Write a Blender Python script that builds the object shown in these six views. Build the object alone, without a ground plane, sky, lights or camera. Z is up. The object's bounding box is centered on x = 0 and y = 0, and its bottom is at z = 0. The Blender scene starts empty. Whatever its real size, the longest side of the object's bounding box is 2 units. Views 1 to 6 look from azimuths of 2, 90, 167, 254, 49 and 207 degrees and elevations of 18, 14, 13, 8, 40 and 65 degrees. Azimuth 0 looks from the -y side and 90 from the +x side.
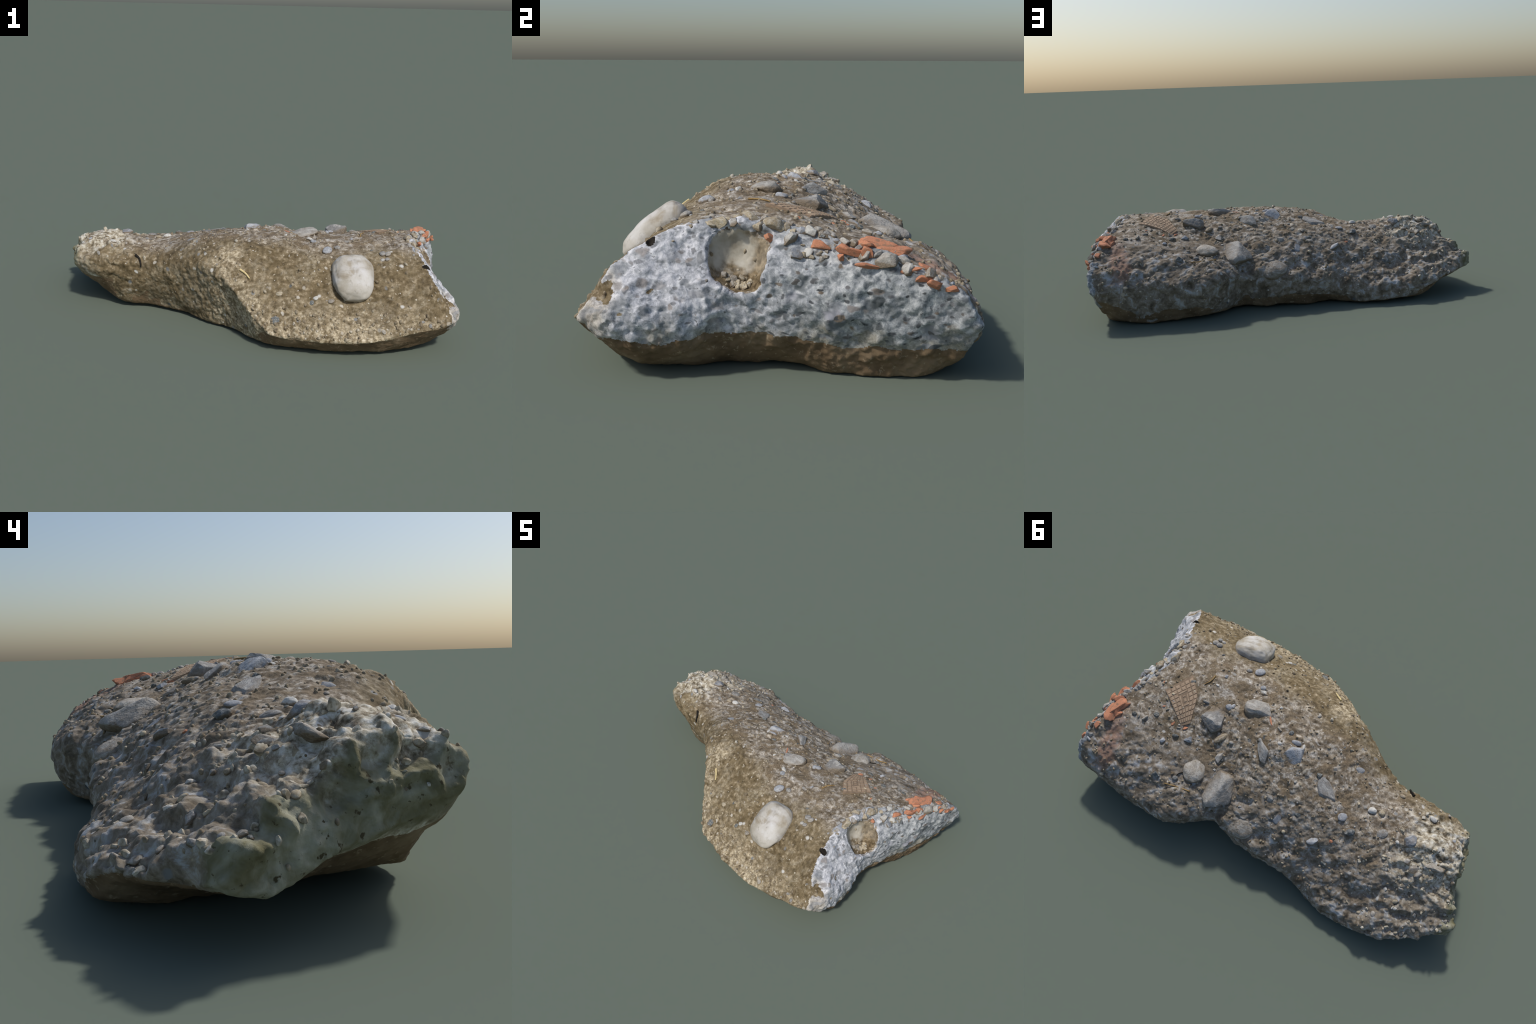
"""A broken lump of weathered concrete: a wedge-shaped slab, fractured pale on one end,
with a big river stone, gravel, brick fragments, a bit of patterned tile, straw and twigs stuck in it."""
import bpy, bmesh, math, random
import numpy as np
from mathutils import Vector, Matrix, Euler
from mathutils.bvhtree import BVHTree

random.seed(7)
RNG = np.random.default_rng(11)

# ------------------------------------------------------------------ noise (vectorised)
def _hash(ix, iy, iz, seed):
    h = (ix * 374761393 + iy * 668265263 + iz * 2147483647 + seed * 974711) & 0xFFFFFFFF
    h = ((h ^ (h >> 13)) * 1274126177) & 0xFFFFFFFF
    h = (h ^ (h >> 16)) & 0xFFFFFFFF
    h = (h * 2246822519) & 0xFFFFFFFF
    return ((h ^ (h >> 15)) & 0xFFFFFF) / float(0xFFFFFF)

def vnoise(p, scale, seed=0):
    """smooth value noise, about -1..1"""
    q = p * scale
    i = np.floor(q).astype(np.int64)
    f = q - i
    w = f * f * f * (f * (f * 6 - 15) + 10)
    out = 0
    for dx in (0, 1):
        for dy in (0, 1):
            for dz in (0, 1):
                c = _hash(i[:, 0] + dx, i[:, 1] + dy, i[:, 2] + dz, seed)
                out = out + c * (w[:, 0] if dx else 1 - w[:, 0]) * (w[:, 1] if dy else 1 - w[:, 1]) * (w[:, 2] if dz else 1 - w[:, 2])
    return out * 2 - 1

def fbm(p, scale, octaves=3, seed=0, gain=0.5):
    s, a, t = 0, 1.0, 0
    for o in range(octaves):
        s = s + a * vnoise(p, scale * 2 ** o, seed + o * 17)
        t += a
        a *= gain
    return s / t

def bumps(p, scale, seed=0, keep=1.0):
    """rounded pebble bumps: 1 at the centre of a random cell point, 0 between"""
    q = p * scale + .45 * np.stack([vnoise(p, scale * 1.3, seed + 60 + k) for k in range(3)], 1)
    i = np.floor(q).astype(np.int64)
    out = np.zeros(len(p))
    for dx in (-1, 0, 1):
        for dy in (-1, 0, 1):
            for dz in (-1, 0, 1):
                cx, cy, cz = i[:, 0] + dx, i[:, 1] + dy, i[:, 2] + dz
                c = np.stack([cx + _hash(cx, cy, cz, seed), cy + _hash(cx, cy, cz, seed + 1), cz + _hash(cx, cy, cz, seed + 2)], 1)
                size = 0.45 + 0.45 * _hash(cx, cy, cz, seed + 3)
                d = np.linalg.norm(q - c, axis=1) / size
                b = np.sqrt(np.clip(1 - d * d, 0, 1)) * size / 0.9
                b = np.where(_hash(cx, cy, cz, seed + 4) < keep, b, 0)
                out = np.maximum(out, b)
    return out

def smooth(a, b, x):
    t = np.clip((x - a) / (b - a), 0, 1)
    return t * t * (3 - 2 * t)

# ------------------------------------------------------------------ body: rings through the slab
# every ring: front (foot up to the crest, with a sharp arris on the way), top (crest to back shoulder), back (shoulder down), bottom (back to lip)
def ring(x, front, top, back, bottom):
    at = lambda pts: [(x, y, z) for y, z in pts]
    return [at(front), at(top), at(back), at(bottom)]

# which point of each ring's front lies on the arris: low lip on the wide half, climbing to the edge of the narrow half
ARRIS = (2, 3, 3, 3, 3, 3, 2, 2, 1, 1, 1, 1, 1, 1, 1)

RINGS = [
    # broken narrow end
    [[(-.880, .012, .178), (-.892, -.025, .220), (-.885, -.022, .265), (-.875, .012, .293)],
     [(-.885, .100, .318), (-.902, .180, .303), (-.925, .270, .256), (-.955, .340, .210), (-.984, .390, .167)],
     [(-.994, .405, .137), (-.980, .402, .105)],
     [(-.965, .340, .090), (-.935, .250, .122), (-.918, .160, .153)]],
    ring(-.80, [(.04, .105), (-.025, .155), (-.064, .21), (-.055, .265), (-.005, .300)],
         [(.08, .322), (.15, .332), (.22, .302), (.30, .258), (.38, .213)],
         [(.44, .175), (.505, .138), (.545, .110), (.525, .085)],
         [(.43, .075), (.32, .055), (.22, .070), (.11, .085)]),
    ring(-.65, [(-.03, .030), (-.062, .11), (-.086, .20), (-.080, .264), (-.03, .304)],
         [(.05, .326), (.13, .334), (.22, .314), (.30, .265), (.38, .222)],
         [(.46, .172), (.55, .126), (.592, .080), (.57, .022)],
         [(.50, .005), (.35, .012), (.20, .022), (.08, .028)]),
    ring(-.50, [(-.04, .015), (-.085, .11), (-.108, .19), (-.102, .252), (-.06, .284)],
         [(.0, .307), (.08, .321), (.16, .322), (.27, .295), (.36, .247)],
         [(.43, .188), (.51, .136), (.583, .080), (.588, .015)],
         [(.50, .0), (.35, .006), (.20, .008), (.05, .010)]),
    ring(-.35, [(-.11, .012), (-.148, .12), (-.170, .21), (-.168, .287), (-.135, .326)],
         [(-.05, .350), (.05, .356), (.15, .342), (.26, .315), (.355, .262)],
         [(.425, .198), (.515, .132), (.563, .070), (.562, .010)],
         [(.45, .0), (.25, .003), (.05, .004), (-.05, .006)]),
    ring(-.20, [(-.215, .010), (-.246, .13), (-.264, .24), (-.268, .316), (-.22, .365)],
         [(-.10, .394), (.05, .388), (.16, .362), (.27, .330), (.38, .260)],
         [(.45, .196), (.512, .132), (.518, .06), (.475, .006)],
         [(.30, .003), (.10, .004), (-.05, .004), (-.15, .006)]),
    ring(-.05, [(-.325, .010), (-.358, .13), (-.406, .238), (-.335, .310), (-.25, .372)],
         [(-.10, .416), (.05, .407), (.15, .382), (.25, .342), (.37, .272)],
         [(.455, .192), (.514, .145), (.517, .08), (.478, .006)],
         [(.30, .003), (.10, .004), (-.10, .004), (-.25, .006)]),
    ring(.03, [(-.42, .012), (-.458, .085), (-.484, .155), (-.400, .260), (-.32, .334), (-.225, .392)],
         [(-.09, .424), (.05, .411), (.15, .382), (.25, .338), (.365, .270)],
         [(.445, .202), (.507, .155), (.507, .09), (.468, .012)],
         [(.30, .003), (.10, .004), (-.10, .004), (-.32, .006)]),
    ring(.10, [(-.485, .015), (-.542, .105), (-.460, .198), (-.38, .282), (-.29, .356), (-.20, .404)],
         [(-.08, .425), (.05, .412), (.15, .382), (.25, .334), (.36, .270)],
         [(.435, .22), (.498, .165), (.505, .10), (.47, .012)],
         [(.30, .003), (.10, .004), (-.10, .004), (-.30, .004), (-.40, .006)]),
    ring(.25, [(-.51, .010), (-.578, .085), (-.48, .191), (-.39, .281), (-.30, .355), (-.20, .402)],
         [(-.08, .418), (.05, .405), (.15, .370), (.25, .318), (.35, .266)],
         [(.430, .225), (.478, .165), (.462, .09), (.425, .015)],
         [(.30, .006), (.10, .004), (-.20, .0), (-.40, .0)]),
    ring(.40, [(-.53, .012), (-.598, .085), (-.49, .188), (-.40, .285), (-.32, .358), (-.23, .402)],
         [(-.10, .418), (.05, .406), (.15, .374), (.25, .332), (.39, .282)],
         [(.49, .238), (.560, .190), (.568, .10), (.53, .012)],
         [(.35, .004), (.10, .0), (-.20, .0), (-.40, .0)]),
    ring(.60, [(-.52, .012), (-.594, .098), (-.49, .205), (-.40, .300), (-.33, .360), (-.25, .402)],
         [(-.10, .421), (.05, .410), (.12, .392), (.20, .363), (.30, .330), (.43, .285)],
         [(.52, .24), (.582, .190), (.590, .10), (.545, .008)],
         [(.40, .0), (.10, .0), (-.20, .0), (-.42, .0)]),
    ring(.78, [(-.48, .025), (-.570, .138), (-.46, .266), (-.39, .332), (-.33, .374), (-.25, .406)],
         [(-.10, .418), (.10, .402), (.22, .375), (.35, .335), (.45, .285)],
         [(.515, .24), (.560, .190), (.565, .10), (.53, .008)],
         [(.42, .0), (.20, .0), (.02, .012), (-.20, .0), (-.38, .004)]),
    # just behind the fracture: the foot runs out further than the crest
    [[(.870, -.440, .045), (.892, -.550, .152), (.850, -.470, .270), (.823, -.398, .331), (.808, -.330, .375), (.792, -.260, .403)],
     [(.782, -.100, .416), (.820, .090, .401), (.870, .205, .376), (.903, .335, .341), (.922, .445, .287)],
     [(.925, .512, .237), (.928, .548, .155), (.905, .500, .050)],
     [(.902, .400, .008), (.892, .160, .006), (.848, .020, .028), (.848, -.140, .026), (.862, -.250, .018), (.870, -.360, .018)]],
    # rim of the pale fracture
    [[(.940, -.470, .115), (.950, -.522, .178), (.890, -.475, .275), (.850, -.402, .332), (.832, -.330, .376), (.812, -.260, .402)],
     [(.800, -.100, .414), (.845, .090, .398), (.912, .200, .375), (.952, .330, .343), (.980, .440, .285)],
     [(.992, .500, .235), (.978, .532, .150), (.945, .500, .072)],
     [(.943, .320, .080), (.925, .160, .080), (.903, .020, .110), (.905, -.140, .110), (.940, -.250, .093), (.965, -.375, .095)]],
]
COUNTS = (30, 34, 80, 46, 64)

def resample(points, n, closed_end=False):
    """n points along a smooth curve through the control points (chord-length Hermite)"""
    p = np.array(points, float)
    t = np.concatenate([[0], np.cumsum(np.linalg.norm(np.diff(p, axis=0), axis=1))])
    s = np.linspace(0, t[-1], n, endpoint=False)
    return hermite(t, p, s)

def hermite(t, p, s):
    d = np.diff(p, axis=0) / np.diff(t)[:, None]
    m = np.empty_like(p)
    w = np.diff(t)
    m[1:-1] = (d[:-1] * w[1:, None] + d[1:] * w[:-1, None]) / (w[1:] + w[:-1])[:, None]
    m[0], m[-1] = d[0], d[-1]
    k = np.clip(np.searchsorted(t, s, side="right") - 1, 0, len(t) - 2)
    h = w[k][:, None]
    u = ((s - t[k]) / w[k])[:, None]
    return ((1 + 2 * u) * (1 - u) ** 2 * p[k] + u * (1 - u) ** 2 * h * m[k]
            + u * u * (3 - 2 * u) * p[k + 1] + u * u * (u - 1) * h * m[k + 1])

def ring_points(r, arris):
    front, top, back, bottom = r
    runs = [front[:arris + 1], front[arris:], front[-1:] + top, top[-1:] + back, back[-1:] + bottom + front[:1]]
    return np.concatenate([resample(pts, n) for pts, n in zip(runs, COUNTS)])

def tps(points, values):
    """thin-plate surface through scattered heights"""
    P = np.array(points, float)
    n = len(P)
    def k(r2):
        return np.where(r2 > 1e-12, r2 * np.log(np.maximum(r2, 1e-12)), 0)
    A = np.zeros((n + 3, n + 3))
    A[:n, :n] = k(((P[:, None] - P[None]) ** 2).sum(-1)) + 1e-5 * np.eye(n)
    A[:n, n] = A[n, :n] = 1
    A[:n, n + 1:] = P
    A[n + 1:, :n] = P.T
    c = np.linalg.solve(A, np.concatenate([values, [0, 0, 0]]))
    def f(q):
        q = np.atleast_2d(q)
        return k(((q[:, None] - P[None]) ** 2).sum(-1)) @ c[:n] + c[n] + q @ c[n + 1:]
    return f

def build_body():
    R = np.array([ring_points(r, a) for r, a in zip(RINGS, ARRIS)])          # rings, around, 3
    xs = R[:, :, 0].mean(1)
    steps = np.linspace(xs[0], xs[-1], 150)
    n = R.shape[1]
    L = hermite(xs, R.reshape(len(RINGS), -1), steps).reshape(len(steps), n, 3)
    # fracture face: x as a smooth function of (y, z), through the rim and a few bulges
    rim = L[-1]
    inner = [(-.45, .19, .982), (-.36, .20, .968), (-.26, .20, .948), (-.13, .20, .908), (.00, .22, .922), (.10, .22, .938),
             (.22, .22, .962), (.35, .20, .972), (.46, .18, .982), (-.30, .28, .902), (-.40, .28, .908),
             (.10, .342, .902), (.0, .335, .895), (.24, .33, .948), (.38, .305, .970), (-.22, .33, .862), (-.1, .33, .875)]
    sub = rim[::7]
    face_x = tps(np.concatenate([sub[:, 1:], np.array(inner)[:, :2]]), np.concatenate([sub[:, 0], np.array(inner)[:, 2]]))
    verts, faces = list(L.reshape(-1, 3)), []
    for i in range(len(steps) - 1):
        for j in range(n):
            a, b = i * n + j, i * n + (j + 1) % n
            faces.append((a, a + n, b + n, b))
    def cap(ring_start, loop, centre, f, flip):
        prev = ring_start
        for t in np.linspace(1, 0, 26)[1:-1]:
            base = len(verts)
            pts = centre + (loop - centre) * t
            if f is not None:
                fx = f(pts[:, 1:])
                pts[:, 0] = fx
            verts.extend(pts)
            for j in range(n):
                q = (prev + j, prev + (j + 1) % n, base + (j + 1) % n, base + j)
                faces.append(q[::-1] if flip else q)
            prev = base
        c = len(verts)
        v = centre.copy()
        if f is not None:
            v[0] = f(v[None, 1:])[0]
        verts.append(v)
        for j in range(n):
            q = (prev + j, prev + (j + 1) % n, c)
            faces.append(q[::-1] if flip else q)
    cap((len(steps) - 1) * n, rim, np.array([.95, -.02, .245]), face_x, False)
    cap(0, L[0], L[0].mean(0), None, True)
    me = bpy.data.meshes.new("core")
    me.from_pydata([tuple(v) for v in verts], [], faces)
    me.update()
    ob = bpy.data.objects.new("core", me)
    bpy.context.scene.collection.objects.link(ob)
    bm = bmesh.new(); bm.from_mesh(me)
    bmesh.ops.recalc_face_normals(bm, faces=bm.faces[:])
    bm.to_mesh(me); bm.free()
    return ob, face_x

def evaluated(ob):
    dg = bpy.context.evaluated_depsgraph_get()
    dg.update()
    return bpy.data.meshes.new_from_object(ob.evaluated_get(dg))

def remesh(ob, size):
    m = ob.modifiers.new("remesh", 'REMESH')
    m.mode, m.voxel_size, m.adaptivity = 'VOXEL', size, 0
    me = evaluated(ob)
    ob.modifiers.clear()
    old = ob.data
    ob.data = me
    bpy.data.meshes.remove(old)

def co(me):
    a = np.empty(len(me.vertices) * 3); me.vertices.foreach_get("co", a)
    return a.reshape(-1, 3)

def normals(me):
    a = np.empty(len(me.vertices) * 3, np.float32); me.vertices.foreach_get("normal", a)
    return a.reshape(-1, 3).astype(float)

def put(me, p):
    me.vertices.foreach_set("co", p.astype(np.float32).ravel()); me.update()

core, face_x = build_body()

# the round socket where a stone has fallen out of the fracture, and a shallow muddy dimple beside it
def carve(ob, centre, radii, rot=(0, 0, 0)):
    bm = bmesh.new()
    bmesh.ops.create_icosphere(bm, subdivisions=4, radius=1)
    bmesh.ops.transform(bm, matrix=Matrix.Translation(centre) @ Euler(rot).to_matrix().to_4x4() @ Matrix.Diagonal((*radii, 1)), verts=bm.verts)
    cm = bpy.data.meshes.new("cutter"); bm.to_mesh(cm); bm.free()
    co_ = bpy.data.objects.new("cutter", cm)
    bpy.context.scene.collection.objects.link(co_)
    m = ob.modifiers.new("carve", 'BOOLEAN')
    m.operation, m.object, m.solver = 'DIFFERENCE', co_, 'FAST'
    me = evaluated(ob)
    ob.modifiers.clear(); ob.data = me
    bpy.data.objects.remove(co_)

remesh(core, .010)
SOCKET, SOCKET_R = Vector((.880, -.110, .340)), (.080, .088, .105)
carve(core, SOCKET, SOCKET_R, (0, math.radians(-25), math.radians(12)))
carve(core, Vector((.872, -.062, .385)), (.062, .060, .062))
carve(core, Vector((.905, -.100, .268)), (.070, .062, .040))
carve(core, Vector((.945, .103, .356)), (.046, .050, .046))
HOLE = Vector((.838, -.345, .366))
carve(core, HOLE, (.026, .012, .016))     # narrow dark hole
remesh(core, .0045)

# ------------------------------------------------------------------ relief
p = co(core.data)
for _ in range(1):
    n = normals(core.data)
x, y, z = p.T
up = n[:, 2]
on_face = smooth(-.035, -.012, x - face_x(p[:, 1:])) * smooth(.75, .82, x) * smooth(.2, .45, n[:, 0])
in_socket = smooth(1.25, 1.10, np.linalg.norm((p - np.array(SOCKET)) / np.array(SOCKET_R), axis=1)) * smooth(.75, .8, x)
end_zone = smooth(-.52, -.72, x) * smooth(-.1, .3, up)          # gravelly narrow end, top
front_zone = smooth(-.10, -.28, y) * smooth(-.2, .02, x) * smooth(.05, .4, up)
lower_lip = smooth(.26, .14, z) * front_zone
under = smooth(-.15, -.5, up)
d = .007 * fbm(p, 5, 3, 3) + .007 * fbm(p, 13, 3, 9)
rough = .0046 * fbm(p, 34, 3, 21) + .0028 * fbm(p, 85, 2, 31)
rough *= 1 - .40 * front_zone + .7 * lower_lip
dusty = smooth(.35, .5, x) * smooth(-.22, -.12, y) * smooth(.45, .30, y) + smooth(-.25, -.33, x) * smooth(-.58, -.5, x) * smooth(.12, .02, y)
rough *= (1 - .5 * under) * (1 - .45 * dusty * smooth(.3, .6, up))
d += rough
# lumpy gravel of the narrow end: overlapping ledges, then stones, then grit
ledges = 1 - np.abs(fbm(p * np.array([1, 1.5, 1.5]), 9, 2, 77))
d += end_zone * (.040 * (ledges - .78) + .008 * (bumps(p, 20, 5, .6) - .3) + .005 * (bumps(p, 44, 6, .6) - .3))
# half-buried stones all over the top
d += (1 - under) * (1 - on_face) * (1 - .7 * front_zone) * (1 - .6 * dusty) * (.010 * (bumps(p, 15, 18, .22) - .06) + .005 * bumps(p, 38, 8, .30))
d += .006 * lower_lip * bumps(p, 42, 15, .6)
# the fracture: sharp little ledges and hollows
ledge = np.abs(fbm(p, 9, 3, 41))
d += on_face * (-.014 * ledge + .003 - .004 * np.abs(fbm(p, 30, 2, 46)) + .0030 * fbm(p, 75, 3, 43) - .003 * bumps(p, 38, 44, .25))
d = d * (1 - .5 * in_socket) + in_socket * (.007 * fbm(p, 16, 3, 65) + .006 * smooth(.29, .25, z) * bumps(p, 50, 66, .8))
# crumbling edge above the socket
d += .012 * fbm(p, 30, 3, 63) * smooth(1.55, 1.2, np.linalg.norm((p - np.array(SOCKET)) / np.array(SOCKET_R), axis=1)) * smooth(.35, .39, z)
# hollow round the big stone, worn dip beside the crest
d -= .012 * np.exp(-((x - .47) ** 2 / .11 ** 2 + (y + .36) ** 2 / .12 ** 2))
d -= .006 * np.exp(-((x - .37) ** 2 / .07 ** 2 + (y + .20) ** 2 / .06 ** 2))
rim_zone = smooth(.05, .0, np.abs(x - face_x(p[:, 1:]))) * smooth(.7, .8, x)
d += .011 * rim_zone * fbm(p, 20, 3, 99) + .005 * lower_lip * fbm(p, 26, 3, 98)
d *= smooth(.025, .045, np.linalg.norm(p - np.array(HOLE), axis=1))
p2 = p + n * d[:, None]
# long slanting folds on the shaded back flank and over the narrow half
turn = np.stack([x * .80 + y * .60, (-x * .60 + y * .80) * 2.6, z * 2.0], 1)
flank = smooth(.25, .45, y) * smooth(-.5, .2, up) + .8 * smooth(-.35, -.55, x) * smooth(.1, .4, up)
p2 += n * (flank * .013 * (fbm(turn, 7, 3, 55) + .1))[:, None]
SMOOTH_N = n.copy()
put(core.data, p2)
zmin = p2[:, 2].min()
p2[:, 2] = np.where(p2[:, 2] < .03, np.maximum(p2[:, 2], .0008 + .10 * np.clip(p2[:, 2] + .006, 0, .012)), p2[:, 2])
put(core.data, p2)

# ------------------------------------------------------------------ materials
def srgb(r, g, b, k=1.0):
    f = lambda c: ((c / 255 + .055) / 1.055) ** 2.4 if c > 10 else c / 255 / 12.92
    return (f(r) * k, f(g) * k, f(b) * k, 1)

class Mat:
    def __init__(self, name, rough=.9):
        self.m = bpy.data.materials.new(name)
        self.m.use_nodes = True
        self.t = self.m.node_tree
        self.b = self.t.nodes["Principled BSDF"]
        self.b.inputs["Roughness"].default_value = rough
        self.b.inputs["Specular IOR Level"].default_value = .25
        c = self.t.nodes.new("ShaderNodeTexCoord")
        self.obj = c.outputs["Object"]
        s = self.t.nodes.new("ShaderNodeSeparateXYZ")
        self.link(self.obj, s.inputs[0])
        self.x, self.y, self.z = s.outputs
    def link(self, a, b):
        self.t.links.new(a, b)
    def _in(self, sock, v):
        if hasattr(v, "is_output") or isinstance(v, bpy.types.NodeSocket):
            self.link(v, sock)
        else:
            sock.default_value = v
    def noise(self, scale, detail=3, rough=.55, dist=0, vec=None):
        n = self.t.nodes.new("ShaderNodeTexNoise")
        n.inputs["Scale"].default_value, n.inputs["Detail"].default_value = scale, detail
        n.inputs["Roughness"].default_value, n.inputs["Distortion"].default_value = rough, dist
        self.link(vec or self.obj, n.inputs["Vector"])
        return n.outputs["Fac"]
    def voronoi(self, scale, vec=None, feature='F1', rnd=1):
        n = self.t.nodes.new("ShaderNodeTexVoronoi")
        n.feature = feature
        n.inputs["Scale"].default_value, n.inputs["Randomness"].default_value = scale, rnd
        self.link(vec or self.obj, n.inputs["Vector"])
        return n.outputs["Distance"], n.outputs["Color"]
    def warp(self, scale, amount, vec=None):
        n = self.t.nodes.new("ShaderNodeTexNoise")
        n.inputs["Scale"].default_value = scale
        self.link(vec or self.obj, n.inputs["Vector"])
        m = self.t.nodes.new("ShaderNodeVectorMath"); m.operation = 'MULTIPLY_ADD'
        self.link(n.outputs["Color"], m.inputs[0])
        m.inputs[1].default_value = (amount,) * 3
        self.link(vec or self.obj, m.inputs[2])
        return m.outputs[0]
    def mapped(self, scale=(1, 1, 1), rot=(0, 0, 0)):
        n = self.t.nodes.new("ShaderNodeMapping")
        n.inputs["Scale"].default_value, n.inputs["Rotation"].default_value = scale, rot
        self.link(self.obj, n.inputs["Vector"])
        return n.outputs[0]
    def math(self, op, a, b=0.0, c=0.0, clamp=False):
        n = self.t.nodes.new("ShaderNodeMath"); n.operation = op; n.use_clamp = clamp
        for s, v in zip(n.inputs, (a, b, c)):
            self._in(s, v)
        return n.outputs[0]
    def step(self, v, a, b):
        """smooth 0..1 as v goes from a to b (a may exceed b)"""
        n = self.t.nodes.new("ShaderNodeMapRange"); n.interpolation_type = 'SMOOTHSTEP'
        self._in(n.inputs["Value"], v)
        lo, hi = (a, b) if a < b else (b, a)
        n.inputs["From Min"].default_value, n.inputs["From Max"].default_value = lo, hi
        n.inputs["To Min"].default_value, n.inputs["To Max"].default_value = (0, 1) if a < b else (1, 0)
        return n.outputs[0]
    def mix(self, f, a, b, mode='MIX'):
        n = self.t.nodes.new("ShaderNodeMix"); n.data_type = 'RGBA'; n.blend_type = mode
        self._in(n.inputs[0], f); self._in(n.inputs[6], a); self._in(n.inputs[7], b)
        return n.outputs[2]
    def ramp(self, f, stops):
        n = self.t.nodes.new("ShaderNodeValToRGB")
        e = n.color_ramp.elements
        while len(e) < len(stops):
            e.new(.5)
        for k, (pos, col) in zip(e, stops):
            k.position, k.color = pos, col
        self._in(n.inputs[0], f)
        return n.outputs[0]
    def channel(self, col, i=0):
        n = self.t.nodes.new("ShaderNodeSeparateColor")
        self.link(col, n.inputs[0])
        return n.outputs[i]
    def random(self):
        return self.t.nodes.new("ShaderNodeObjectInfo").outputs["Random"]
    def bump(self, h, strength=.4, distance=.004, prev=None):
        n = self.t.nodes.new("ShaderNodeBump")
        n.inputs["Strength"].default_value, n.inputs["Distance"].default_value = strength, distance
        self._in(n.inputs["Height"], h)
        if prev is not None:
            self.link(prev, n.inputs["Normal"])
        return n.outputs[0]
    def done(self, colour, normal=None):
        self._in(self.b.inputs["Base Color"], colour)
        if normal is not None:
            self.link(normal, self.b.inputs["Normal"])
        return self.m

def speckle(m, base, scale, keep, size, colours, vec=None):
    """little stones seen in section: random Voronoi cells keep a core of their own colour"""
    dist, col = m.voronoi(scale, vec)
    pick = m.step(m.channel(col, 0), 1 - keep - .02, 1 - keep + .02)
    core_ = m.step(dist, size, size * .55)
    tint = m.ramp(m.channel(col, 1), colours)
    return m.mix(m.math('MULTIPLY', pick, core_), base, tint)

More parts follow.
